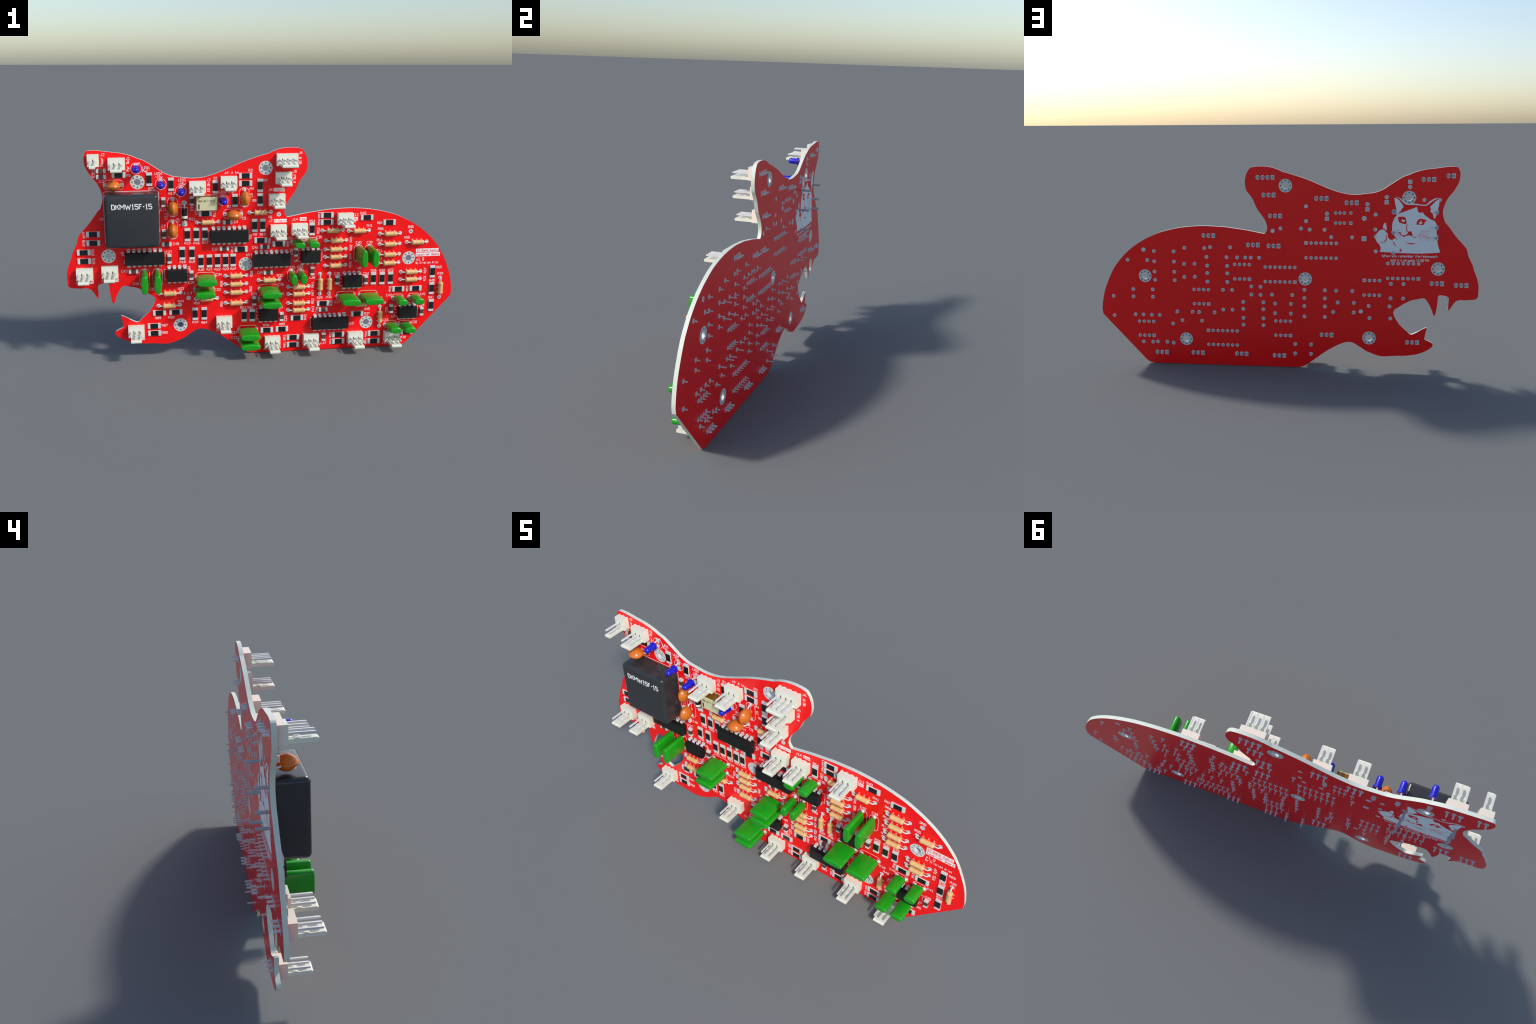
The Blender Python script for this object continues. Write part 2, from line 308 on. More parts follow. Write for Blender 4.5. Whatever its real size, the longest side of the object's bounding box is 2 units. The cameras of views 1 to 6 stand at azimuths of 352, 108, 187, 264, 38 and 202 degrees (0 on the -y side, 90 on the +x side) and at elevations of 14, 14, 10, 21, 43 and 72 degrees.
# plain cat drawing on the back (seen through from the front): control points of its patches
PICTURE_WHITE = {
    "body": [(-48.3, 61.5), (-48.5, 63.1), (-48.0, 64.9), (-46.7, 66.3), (-45.9, 67.9), (-45.8, 69.4), (-46.7, 71.1), (-48.0, 72.4), (-49.2, 72.8), (-50.3, 72.5), (-51.1, 71.4), (-51.9, 70.9), (-52.1, 68.7), (-53.9, 67.5), (-54.8, 68.1), (-55.5, 68.4), (-56.8, 67.5), (-55.1, 69.8), (-54.3, 71.1), (-54.0, 73.1), (-54.0, 75.4), (-54.3, 76.7), (-54.9, 78.3), (-56.1, 80.0), (-57.3, 81.1), (-59.0, 81.5), (-61.0, 82.3), (-63.8, 83.3), (-65.9, 84.1), (-66.4, 82.0), (-67.6, 81.2), (-68.7, 81.6), (-69.7, 80.3), (-71.2, 79.2), (-72.7, 78.1), (-74.0, 77.6), (-75.2, 76.7), (-75.7, 75.2), (-75.8, 71.8), (-76.3, 67.4), (-76.7, 64.9), (-77.4, 61.4)],
    "ear": [(-54.9, 88.6), (-55.7, 88.5), (-57.1, 87.5), (-58.1, 86.3), (-59.3, 84.6), (-59.2, 83.8), (-58.4, 83.1), (-58.2, 82.3), (-57.3, 81.6), (-56.6, 80.7), (-56.0, 80.0), (-55.9, 83.0), (-55.3, 85.3), (-55.0, 87.4)],
    "head_line": [(-55.2, 89.4), (-56.4, 89.0), (-58.1, 88.2), (-60.6, 85.9), (-64.7, 85.9), (-70.1, 85.3), (-71.3, 86.4), (-73.2, 87.8), (-75.0, 88.6), (-76.3, 88.7), (-75.0, 88.0), (-73.4, 87.0), (-70.6, 84.9), (-69.5, 84.8), (-64.7, 85.2), (-60.5, 85.4), (-58.3, 87.2), (-56.8, 88.6)],
    "far_ear": [(-76.3, 87.9), (-76.7, 87.0), (-76.6, 85.1), (-76.2, 83.2), (-75.9, 81.3), (-74.6, 78.3), (-74.2, 79.0), (-73.6, 80.9), (-73.0, 81.5), (-72.4, 82.2), (-72.8, 83.2), (-72.3, 84.3), (-73.8, 85.8), (-74.8, 87.0)],
    "thumb": [(-50.8, 76.1), (-51.1, 74.7), (-51.3, 72.4), (-50.3, 73.1), (-49.5, 73.6), (-49.6, 74.9), (-50.1, 75.9)],
}
PICTURE_RED = {
    "eye": [(-56.6, 79.0), (-58.3, 79.3), (-60.0, 79.2), (-60.7, 78.1), (-61.0, 76.2), (-60.7, 75.6), (-59.1, 75.9), (-57.6, 76.4), (-57.0, 77.3), (-56.9, 78.5)],
    "far_eye": [(-66.0, 75.4), (-66.0, 76.5), (-66.7, 77.8), (-67.8, 78.4), (-69.3, 78.1), (-71.1, 77.5), (-70.1, 77.1), (-69.7, 75.9), (-69.0, 75.2), (-67.2, 75.5)],
    "mouth": [(-57.3, 71.6), (-58.1, 71.6), (-58.6, 70.4), (-59.8, 69.9), (-61.5, 70.7), (-62.1, 71.9), (-63.5, 71.9), (-64.1, 69.9), (-65.1, 69.3), (-66.4, 69.2), (-65.1, 68.9), (-64.1, 69.5), (-62.4, 70.0), (-60.9, 69.7), (-60.0, 69.2), (-58.7, 69.8)],
    "nose": [(-61.6, 75.7), (-61.2, 73.9), (-61.5, 72.4), (-62.2, 71.6), (-61.2, 72.0), (-60.8, 73.7), (-61.2, 75.4)],
    "chin": [(-60.0, 67.1), (-61.4, 66.4), (-63.6, 66.1), (-66.1, 65.8), (-64.0, 65.5), (-62.1, 65.8)],
    "arm_line": [(-53.9, 67.5), (-55.4, 65.8), (-56.5, 64.0), (-55.0, 65.5)],
    "chest_notch": [(-57.8, 61.6), (-58.4, 63.7), (-58.8, 62.4), (-58.4, 61.6)],
    "finger_line": [(-48.3, 66.6), (-50.2, 66.7), (-50.9, 67.9), (-51.3, 70.2), (-51.4, 70.8), (-51.6, 70.6), (-51.4, 67.9), (-50.6, 66.5), (-48.5, 66.3)],
}
WHISKERS = [((-68.3, 72.3), (-72.9, 72.0)), ((-68.0, 71.8), (-72.5, 70.5)), ((-67.4, 71.1), (-73.3, 68.6)), ((-67.4, 70.5), (-72.5, 68.4)), ((-67.1, 70.3), (-72.1, 67.3)), ((-66.8, 70.1), (-68.9, 67.2)), ((-55.9, 72.3), (-57.4, 72.3)), ((-55.8, 71.1), (-57.4, 71.5)), ((-56.4, 69.8), (-57.7, 70.8)), ((-57.5, 69.0), (-58.4, 70.0))]

# ------------------------------------------------------------------ solder pads (through-hole positions)
PADS = []          # (x, z, kind, turn)
def pad(x, z, kind, turn=0):
    PADS.append((x, z, kind, turn))

#            outer half width, half height, square?, hole radius
PAD_KINDS = {"lead": (0.98, 0.98, False, 0.42), "chip": (0.90, 0.90, False, 0.42), "chip_first": (0.90, 0.90, True, 0.42),
             "pin": (0.95, 1.2, False, 0.62), "pin_first": (0.95, 1.2, True, 0.62), "diode": (1.22, 1.22, False, 0.5),
             "diode_first": (1.22, 1.22, True, 0.5), "lamp": (1.04, 1.04, False, 0.45), "lamp_first": (1.04, 1.04, True, 0.45),
             "relay": (0.86, 0.86, False, 0.4), "relay_first": (0.86, 0.86, True, 0.4), "power": (1.28, 1.28, False, 0.75),
             "power_first": (1.2, 1.2, True, 0.75), "test": (1.1, 1.1, False, 0.45)}

def pad_mesh(kind):
    a, c, square, r = PAD_KINDS[kind]
    b = Builder()
    n = 20
    inner, outer = [], []
    for i in range(n):
        t = 2 * math.pi * (i + 0.5) / n
        inner.append((r * math.cos(t), r * math.sin(t)))
        if square:
            k = 1 / max(abs(math.cos(t)) / a, abs(math.sin(t)) / c)
            p = (k * math.cos(t), k * math.sin(t))
            q = 2 * math.pi * 0.125
            outer.append(p)
        else:
            outer.append((a * math.cos(t), (c - a) * (1 if math.sin(t) > 0 else -1) + a * math.sin(t)))
    if square:    # pull the nearest samples out to the true corners
        for sx in (-1, 1):
            for sz in (-1, 1):
                k = min(range(n), key=lambda i: (outer[i][0] - sx * a) ** 2 + (outer[i][1] - sz * c) ** 2)
                outer[k] = (sx * a, sz * c)
    top, low = 0.05, -THICK - 0.05
    ring = lambda pts, h: [(x, h, z) for x, z in pts]
    rings = [ring(inner, low), ring(inner, top), ring(outer, top), ring(outer, -0.02)]
    b.loft(rings, 0, False, cap=False)
    b.loft([ring(outer, low + 0.07), ring(outer, low), ring(inner, low)], 0, False, cap=False)
    return b.mesh("solder_pad_" + kind, [M_TIN])

# ------------------------------------------------------------------ pin headers
HEADERS = [("J6", 4, 5.84, 98.51), ("J5", 3, 5.42, 89.71), ("J8", 3, 2.21, 79.12), ("J14", 3, 13.66, 64.13),
           ("J7", 3, 3.07, 63.74), ("J4", 3, -21.22, 88.10), ("J3", 3, -36.30, 86.06), ("J1", 3, -73.90, 97.74),
           ("J2", 2, -83.30, 99.54), ("J13", 3, 36.69, 68.70), ("J18", 3, 62.97, 5.97), ("J17", 3, 43.54, 6.27),
           ("J12", 3, 20.24, 6.32), ("J11", 3, 0.32, 5.96), ("J10", 3, -24.18, 17.73), ("J9", 3, -67.71, 14.92),
           ("J16", 3, -79.21, 45.71), ("J15", 3, -91.20, 45.01)]

def header_mesh(n):
    b = Builder()
    x0, x1 = -1.40, (n - 1) * 2.54 + 1.40
    b.box(x0, x1, 0.30, 3.15, -2.88, 2.85, 0.05)
    edges = [x0 + 0.01] + [i * 2.54 + s * 0.55 for i in range(n) for s in (-1, 1)] + [x1 - 0.01]
    for a, c in zip(edges[::2], edges[1::2]):            # feet on either side of the drain slots, one slot per pin
        b.box(a, c, 0.0, 0.36, -2.86, 2.83)
    # latch tab: flat strap with a ramp across it
    t0, t1 = 0.04, (n - 1) * 2.54 + 0.04
    prof = [(3.1, -1.62), (4.7, -1.62), (5.1, -1.30), (5.9, -1.22), (6.9, -1.62), (10.95, -1.50), (11.52, -1.85),
            (11.52, -2.55), (11.27, -2.88), (3.1, -2.88)]
    rings = [[(x, h, z) for h, z in prof] for x in (t0, t1)]
    b.loft(rings, 0, False)
    return b.mesh("header_housing", [M_NYLON], 20)

def slot_plate_mesh():
    b = Builder()
    b.box(-0.22, 0.22, 3.10, 3.17, -0.62, 0.66)  # dark plate on the housing face in place of a cut slot
    return b.mesh("slot_dark_plate", [M_MLCC])

def notch_mesh():
    b = Builder()                                        # oval relief in the strap, between two pins
    b.lathe([(0.42, -1.66), (0.42, -1.535), (0.25, -1.53)], "z", (0, 8.2, 0), 12)
    b.lathe([(0.30, -1.60), (0.30, -1.535), (0.2, -1.53)], "z", (0, 7.4, 0), 10)
    return b.mesh("strap_relief", [M_NYLON])

def header_pin_mesh():
    b = Builder()
    a = 0.32
    sq = lambda h, k=a: [(-k, h, -k), (k, h, -k), (k, h, k), (-k, h, k)]
    b.loft([sq(-3.62, 0.14), sq(-3.35), sq(10.35), sq(10.7, 0.16)], 0, False)
    return b.mesh("header_pin", [M_LEAD])

H_PIN, H_SLOT_PLATE = header_pin_mesh(), slot_plate_mesh()
H_BODY = {n: header_mesh(n) for n in (2, 3, 4)}
for tag, n, x, z in HEADERS:
    ob = put("pin_header", H_BODY[n], None, x, z)
    for i in range(n):
        put("header_pin", H_PIN, ob, i * 2.54, 0)
        pad(x + i * 2.54, z, "pin" if i else "pin_first")
        if i < n - 1:
            put("slot_dark_plate", H_SLOT_PLATE, ob, i * 2.54 + 1.27, 0)

# ------------------------------------------------------------------ dual in-line chips
#        name, pins per row, x of left pins, z of upper row, notch on the right?
CHIPS = [("U2", 7, -26.27, 65.50, True), ("U11", 7, -5.27, 52.77, False), ("U9", 7, -67.48, 55.62, False),
         ("U4", 4, -48.21, 46.75, True), ("U8", 4, 18.20, 53.90, False), ("U6", 4, 39.81, 40.31, False),
         ("U7", 4, 69.60, 22.59, False), ("U5", 4, -2.96, 24.46, False), ("U10", 7, 25.00, 18.53, True)]

def chip_mesh(n):
    b = Builder()
    hx = {4: 4.85, 7: 9.55}[n]
    def ring(h, dx, dz):
        return [(-hx + dx, h, -3.15 + dz), (hx - dx, h, -3.15 + dz), (hx - dx, h, 3.15 - dz), (-hx + dx, h, 3.15 - dz)]
    b.loft([ring(0.35, 0.28, 0.28), ring(1.75, 0, 0), ring(2.05, 0, 0), ring(3.65, 0.30, 0.30)], 0, False)
    # half-round key mark at the left end: shallow dimple disc
    for dx in (0.0,):
        b.lathe([(0.62, 3.60), (0.62, 3.665), (0.45, 3.67)], "h", (-hx + 0.95, 0, 0), 14, 0)
    return b.mesh("chip_body", [M_BLACK])

def chip_pin_mesh():
    b = Builder()                                        # upper-row pin: shoulder out of the body, knee, leg through the board
    w = 0.72
    prof = [(3.0, 1.75), (3.75, 1.75), (3.95, 1.55), (3.95, 0.2), (3.62, 0.2), (3.62, 1.45), (3.0, 1.5)]
    b.loft([[(x, h, z) for z, h in prof] for x in (-w, w)], 0, False)
    b.box(-0.24, 0.24, -3.35, 0.3, 3.62, 3.95)
    return b.mesh("chip_pin", [M_LEAD])

C_BODY = {n: chip_mesh(n) for n in (4, 7)}
C_PIN = chip_pin_mesh()
for tag, n, x, z, right in CHIPS:
    cx, cz = x + (n - 1) * 1.27, z - 3.81
    ob = put("integrated_circuit", C_BODY[n], None, cx, cz, 180 if right else 0)
    for i in range(n):
        for row in (0, 1):
            put("chip_pin", C_PIN, ob, (i - (n - 1) / 2) * 2.54, 0, 180 * row)
            first = (row == 0 and i == n - 1) if right else (row == 1 and i == 0)
            pad(x + i * 2.54, z - 7.62 * row, "chip_first" if first else "chip")

# ------------------------------------------------------------------ axial resistors (lead pitch 10.5 mm)
AXIAL = [("R6", -3.21, 72.81, 0), ("R11", -28.94, 68.64, 0), ("R66", 62.98, 60.24, 0), ("R56", 62.97, 54.84, 0),
         ("R71", 62.98, 49.44, 0), ("R73", 62.82, 45.00, 0), ("R55", 77.22, 55.43, 0), ("R27", 74.77, 39.86, 0),
         ("R31", 74.79, 35.92, 0), ("R39", 90.82, 30.72, 90), ("R41", 46.75, 62.16, 0), ("R53", 33.26, 62.73, 0),
         ("R49", 35.22, 57.56, 0), ("R68", 34.98, 53.04, 0), ("R74", 35.01, 49.12, 0), ("R70", 35.02, 44.63, 0),
         ("R29", 27.32, 35.15, 90), ("R36", 32.12, 35.15, 90), ("R45", 48.83, 23.64, 0), ("R46", 59.13, 16.48, 90),
         ("R61", 16.32, 34.20, 0), ("R67", 16.36, 30.52, 0), ("R52", 16.34, 25.70, 0), ("R43", 16.36, 22.02, 0),
         ("R32", 1.31, 38.36, 0), ("R28", -15.41, 41.22, 0), ("R59", -15.42, 36.94, 0), ("R60", -15.42, 32.72, 0),
         ("R51", -15.44, 27.20, 0), ("R50", -30.16, 29.92, 0), ("R33", -48.14, 33.48, 0), ("R44", -48.68, 27.18, 0)]

def axial_mesh():
    b = Builder()
    prof = [(0.55, -3.12), (0.95, -3.08), (1.18, -2.85), (1.25, -2.5), (1.25, -1.95), (1.20, -1.75), (1.19, -1.2),
            (1.19, 1.2), (1.20, 1.75), (1.25, 1.95), (1.25, 2.5), (1.18, 2.85), (0.95, 3.08), (0.55, 3.12)]
    b.lathe(prof, "x", (0, 1.25, 0), 20)
    return b.mesh("axial_body", [M_TAN], 50)

def bent_lead(reach, start, r, tail, rise=1.25):
    b = Builder()
    c = 0.7
    path = [(start, rise, 0), (reach - c, rise, 0)]
    path += [(reach - c + c * math.sin(t), rise - c + c * math.cos(t), 0) for t in (0.4, 0.8, 1.2, 1.57)]
    path += [(reach, -THICK - tail, 0)]
    b.tube(path, r, 8)
    return b.mesh("lead", [M_LEAD], 60)

A_BODY, A_LEAD = axial_mesh(), bent_lead(5.25, 2.9, 0.31, 1.55)
for tag, x, z, turn in AXIAL:
    ob = put("axial_resistor", A_BODY, None, x, z, turn)
    for k in (0, 180):
        put("lead", A_LEAD, ob, 0, 0, k)
    dx, dz = 5.25 * math.cos(math.radians(turn)), 5.25 * math.sin(math.radians(turn))
    pad(x - dx, z - dz, "lead")
    pad(x + dx, z + dz, "lead")

# ------------------------------------------------------------------ diode
def diode_mesh():
    b = Builder()
    b.lathe([(0.9, -2.72), (1.3, -2.6), (1.37, -2.35), (1.37, -2.0)], "x", (0, 1.4, 0), 20, 0)
    b.lathe([(1.375, -2.0), (1.375, -0.75)], "x", (0, 1.4, 0), 20, 1)
    b.lathe([(1.37, -0.75), (1.37, 2.35), (1.3, 2.6), (0.9, 2.72)], "x", (0, 1.4, 0), 20, 0)
    return b.mesh("diode_body", [M_BLACK, M_NYLON], 50)
ob = put("diode", diode_mesh(), None, -40.14, 73.10, 90)
D_LEAD = bent_lead(5.1, 2.5, 0.42, 0.3, 1.4)
for k in (0, 180):
    put("lead", D_LEAD, ob, 0, 0, k)
pad(-40.13, 78.25, "diode")
pad(-40.13, 68.07, "diode_first")

# ------------------------------------------------------------------ chip resistors and chip capacitors
CHIP_R = [("R5", -70.63, 92.38, 0), ("R25", -56.48, 90.04, 90), ("R77", -83.81, 64.18, 0), ("R78", -83.87, 59.93, 0),
    ("R75", -88.66, 55.45, 0), ("R76", -88.62, 51.13, 0), ("R13", -46.24, 87.42, 90), ("R1", -25.05, 85.73, 90),
    ("R2", -15.64, 78.90, 90), ("R12", -30.08, 72.91, 0), ("R15", -38.97, 62.67, 90), ("R16", -34.61, 62.69, 90),
    ("R17", -30.43, 62.75, 90), ("R3", -10.40, 90.89, 0), ("R4", -10.41, 87.18, 0), ("R7", -3.29, 86.03, 90),
    ("R8", -3.28, 79.00, 90), ("R9", -6.01, 66.33, 90), ("R10", -2.00, 66.30, 90), ("R54", 22.72, 63.65, 90),
    ("R83", 30.32, 70.49, 0), ("R84", 30.31, 66.95, 0), ("R86", -3.00, 58.77, 0), ("R85", 6.10, 56.70, 0),
    ("R14", -12.77, 54.62, 0), ("R18", -41.69, 53.42, 90), ("R19", -36.94, 53.35, 90), ("R20", -32.65, 49.08, 90),
    ("R21", -28.45, 49.12, 90), ("R22", -24.43, 49.20, 90), ("R23", -20.49, 49.16, 90), ("R24", -16.76, 49.16, 90),
    ("R89", -53.63, 23.51, 0), ("R90", -45.55, 23.57, 0), ("R34", -35.99, 22.20, 90), ("R64", -31.47, 22.19, 90),
    ("R87", -56.42, 16.79, 0), ("R88", -56.32, 13.03, 0), ("R63", -11.35, 20.24, 90), ("R62", -7.23, 20.15, 90),
    ("R79", 0.15, 11.93, 0), ("R80", 7.95, 12.12, 0), ("R42", 15.61, 17.75, 0), ("R82", 13.75, 7.35, 0),
    ("R81", 13.73, 3.40, 0), ("R35", 29.06, 24.84, 0), ("R92", 37.47, 7.64, 0), ("R91", 37.57, 3.97, 0),
    ("R37", 47.10, 18.51, 0), ("R94", 56.47, 7.38, 0), ("R93", 56.46, 3.16, 0), ("R26", 55.08, 36.94, 90),
    ("R30", 59.62, 36.86, 90), ("R72", 64.07, 36.89, 90), ("R40", 50.65, 68.78, 0), ("R69", 62.34, 65.94, 0),
    ("R58", 68.47, 30.87, 0), ("R57", 77.74, 30.86, 0), ("R65", 86.36, 39.47, 90), ("R48", 86.37, 30.50, 90),
    ("R47", 86.57, 21.29, 90), ("R38", 74.04, 7.38, 0)]
CHIP_C = [("C1", -78.75, 94.45, 0), ("C2", -78.74, 91.64, 0), ("C43", -65.45, 45.28, 0), ("C11", -50.12, 78.88, 90),
    ("C9", -36.46, 79.26, 90), ("C7", -50.15, 63.36, 90), ("C4", -19.25, 68.38, 0), ("C46", -0.98, 55.37, 0),
    ("C45", 0.73, 42.28, 0), ("C32", 14.69, 52.24, 90), ("C26", 23.19, 42.32, 90), ("C10", -21.10, 55.22, 0),
    ("C48", -49.04, 58.26, 0), ("C27", -47.95, 50.95, 90), ("C28", -37.44, 42.23, 90), ("C29", -6.27, 27.70, 90),
    ("C23", 7.66, 18.77, 90), ("C44", 29.14, 21.63, 0), ("C47", 29.70, 7.03, 90), ("C30", 36.12, 36.99, 90),
    ("C24", 51.10, 36.47, 90), ("C31", 65.08, 20.44, 90), ("C25", 81.50, 18.34, 90)]

def chip_resistor_meshes():
    b = Builder()
    b.box(-3.05, 3.05, 0.06, 0.56, -1.30, 1.30)
    b.box(-2.0, 2.0, 0.54, 0.61, -1.28, 1.28, mat=1)
    body = b.mesh("chip_resistor_body", [M_CERAMIC, M_RESIST])
    t = Builder()
    t.box(1.88, 3.14, 0.05, 0.64, -1.34, 1.34, 0.05)
    t.box(1.80, 3.24, 0.0, 0.05, -1.42, 1.42, mat=1)
    return body, t.mesh("terminal", [M_LEAD, M_SOLDER])

def chip_capacitor_meshes():
    b = Builder()
    b.box(-2.1, 2.1, 0.06, 1.12, -0.92, 0.92, 0.04)
    body = b.mesh("chip_capacitor_body", [M_MLCC])
    t = Builder()
    t.box(1.12, 2.22, 0.05, 1.18, -0.97, 0.97, 0.06)
    t.box(1.05, 2.36, 0.0, 0.05, -1.05, 1.05, mat=1)
    return body, t.mesh("terminal", [M_LEAD, M_SOLDER])

for name, table, (body, term) in (("chip_resistor", CHIP_R, chip_resistor_meshes()), ("chip_capacitor", CHIP_C, chip_capacitor_meshes())):
    for tag, x, z, turn in table:
        ob = put(name, body, None, x, z, turn)
        for k in (0, 180):
            put("terminal", term, ob, 0, 0, k)

# ------------------------------------------------------------------ dipped film capacitors (green)
#       name, x, z, turn, lead pitch
FILM = [("C39", 52.39, 50.30, 90, 6.9), ("C40", 46.80, 50.49, 90, 6.9), ("C38", 22.38, 57.56, 0, 4.3), ("C37", 15.24, 57.54, 0, 4.3),
        ("C22", 17.28, 40.31, 90, 4.3), ("C21", 12.48, 40.22, 90, 4.3), ("C18", 52.54, 28.34, 0, 8.2), ("C17", 40.90, 28.30, 0, 8.2),
        ("C36", 0.88, 33.72, 0, 8.2), ("C35", 0.91, 28.58, 0, 8.2), ("C34", -30.48, 41.06, 0, 8.2), ("C33", -31.35, 34.94, 0, 8.2),
        ("C15", -53.90, 41.48, 90, 7.5), ("C16", -60.18, 41.48, 90, 7.5), ("C14", -9.56, 12.42, 0, 8.2), ("C13", -9.52, 7.34, 0, 8.2),
        ("C41", 77.08, 26.28, 0, 4.3), ("C42", 68.36, 26.20, 0, 4.3), ("C20", 72.81, 11.50, 0, 5.1), ("C19", 65.08, 11.72, 0, 5.1)]
#            pitch: width, thickness, top, lead tail
FILM_SIZE = {8.2: (9.7, 3.4, 12.85, 3.0), 7.5: (8.9, 3.5, 13.55, 3.0), 6.9: (8.7, 3.2, 13.0, 3.05), 5.1: (5.9, 3.3, 10.25, 1.8), 4.3: (5.2, 3.3, 9.6, 1.5)}

def film_meshes(pitch):
    W, T, top, tail = FILM_SIZE[pitch]
    b = Builder()
    n = 22
    end = 0.75                                           # rounding at the two narrow ends
    def ring(h, d):
        a, e, pts = W / 2 - d, max(0.2, end - 0.4 * d), []
        for side in (1, -1):
            for i in range(n):
                x = a * math.cos(math.pi * i / n) * side
                t = (T / 2 - d) * (1 - 0.42 * (x / a) ** 2)
                over = max(0.0, abs(x) - (a - e)) / e
                pts.append((x, h, side * t * math.sqrt(max(0.0, 1 - over ** 2.4))))
        return pts
    low, r = 0.9, 0.6
    rings = [ring(low, r)]
    for k in range(1, 5):
        a = math.pi / 2 * k / 4
        rings.append(ring(low + r - r * math.cos(a), r - r * math.sin(a)))
    for k in range(0, 5):
        a = math.pi / 2 * k / 4
        rings.append(ring(top - r + r * math.sin(a), r - r * math.cos(a)))
    b.loft(rings, 0, True)
    body = b.mesh("film_body", [M_GREEN], 60)
    t = Builder()
    t.tube([(pitch / 2 - 0.05, 1.6, 0), (pitch / 2, 0.8, 0), (pitch / 2, 0.2, 0), (pitch / 2, -THICK - tail, 0)], 0.31, 8)
    t.lathe([(0.75, 0.0), (0.5, 0.35), (0.38, 0.9)], "h", (pitch / 2, 0, 0), 10)
    return body, t.mesh("lead", [M_LEAD], 60)

film = {p: film_meshes(p) for p in FILM_SIZE}
for tag, x, z, turn, pitch in FILM:
    ob = put("film_capacitor", film[pitch][0], None, x, z, turn)
    for k in (0, 180):
        put("lead", film[pitch][1], ob, 0, 0, k)
    dx, dz = pitch / 2 * math.cos(math.radians(turn)), pitch / 2 * math.sin(math.radians(turn))
    pad(x - dx, z - dz, "lead")
    pad(x + dx, z + dz, "lead")

# ------------------------------------------------------------------ disc capacitors (orange)
DISC = [("C5", -16.61, 72.33, 0), ("C6", -11.00, 80.38, 90), ("C12", -45.72, 76.46, 90), ("C8", -46.04, 65.46, 90), ("C3", -73.21, 87.69, 0)]
def disc_meshes():
    b = Builder()
    R, half, over = 3.6, 2.55, 1.06                      # lens: two elliptic caps meeting in a crease
    rim = math.sqrt(1 - 1 / over ** 2)
    prof = []
    for k in range(-12, 13):
        r = R * math.cos(math.pi / 2 * abs(k) / 12) if k else R
        t = half * (math.sqrt(1 - (r / R / over) ** 2) - rim) / (1 - rim)
        prof.append((max(0.02, r), math.copysign(t, k)))
    b.lathe(prof, "z", (0, 4.0, 0), 36)
    body = b.mesh("disc_body", [M_ORANGE], 25)
    t = Builder()
    t.tube([(2.2, 2.4, 0), (3.1, 1.7, 0), (3.6, 1.0, 0), (3.75, 0.3, 0), (3.75, -THICK - 0.2, 0)], 0.36, 8)
    return body, t.mesh("lead", [M_LEAD], 60)
d_body, d_lead = disc_meshes()
for tag, x, z, turn in DISC:
    ob = put("disc_capacitor", d_body, None, x, z, turn)
    for k in (0, 180):
        put("lead", d_lead, ob, 0, 0, k)
    dx, dz = 3.75 * math.cos(math.radians(turn)), 3.75 * math.sin(math.radians(turn))
    pad(x - dx, z - dz, "lead")
    pad(x + dx, z + dz, "lead")

# ------------------------------------------------------------------ indicator lamps (blue)
#        name, x, z of the middle, square pad on top?
LAMPS = [("LED2", -21.52, 79.22, False), ("LED3", -41.63, 84.08, False), ("LED4", -51.04, 87.68, False), ("LED1", -62.34, 95.28, True)]
def lamp_meshes():
    b = Builder()
    prof = [(1.5, 2.55), (1.85, 2.6), (1.85, 3.4), (1.45, 3.42), (1.45, 6.75)]
    prof += [(1.45 * math.cos(a), 6.75 + 1.45 * math.sin(a)) for a in (0.25, 0.5, 0.75, 1.0, 1.25, 1.45)]
    b.lathe(prof, "h", (0, 0, 0), 24)
    body = b.mesh("lamp_lens", [M_BLUE], 40)
    t = Builder()
    t.box(-0.27, 0.27, -THICK - 0.9, 2.7, 1.0, 1.54)
    return body, t.mesh("lead", [M_LEAD])
l_body, l_lead = lamp_meshes()
for tag, x, z, top in LAMPS:
    ob = put("indicator_lamp", l_body, None, x, z)
    for k in (0, 180):
        put("lead", l_lead, ob, 0, 0, k)
    pad(x, z + 1.27, "lamp_first" if top else "lamp")
    pad(x, z - 1.27, "lamp" if top else "lamp_first")

# ------------------------------------------------------------------ power converter brick
def rounded_block(x0, x1, h0, h1, z0, z1, r, name, mat):
    b = Builder()
    def ring(h, d):
        pts = []
        rr = max(0.05, r - d)
        for cx, cz, a0 in ((x1 - r, z1 - r, 0), (x0 + r, z1 - r, 90), (x0 + r, z0 + r, 180), (x1 - r, z0 + r, 270)):
            for k in range(6):
                a = math.radians(a0 + 18 * k)
                pts.append((cx + rr * math.cos(a), h, cz + rr * math.sin(a)))
        return pts
    rings = [ring(h0, 0.0)]
    for k in range(0, 6):
        a = math.pi / 2 * k / 5
        rings.append(ring(h1 - r + r * math.sin(a), r - r * math.cos(a)))
    b.loft(rings, 0, True)
    return b.mesh(name, [mat], 50)

brick = put("power_converter", rounded_block(-12.45, 12.7, 0.3, 10.2, -12.6, 12.75, 1.6, "converter_case", M_DARK), None, -65.18, 71.60)
b = Builder()
b.lathe([(0.52, -THICK - 4.2), (0.55, -THICK - 4.12), (0.55, 0.5)], "h", (0, 0, 0), 14)
POWER_PIN = b.mesh("converter_pin", [M_PIN], 60)
for i, (x, z) in enumerate(((-54.86, 81.68), (-54.86, 71.50), (-54.86, 61.32), (-75.50, 81.64), (-75.50, 74.05), (-75.50, 68.97))):
    put("converter_pin", POWER_PIN, brick, x + 65.18, z - 71.60)
    pad(x, z, "power_first" if i == 5 else "power")

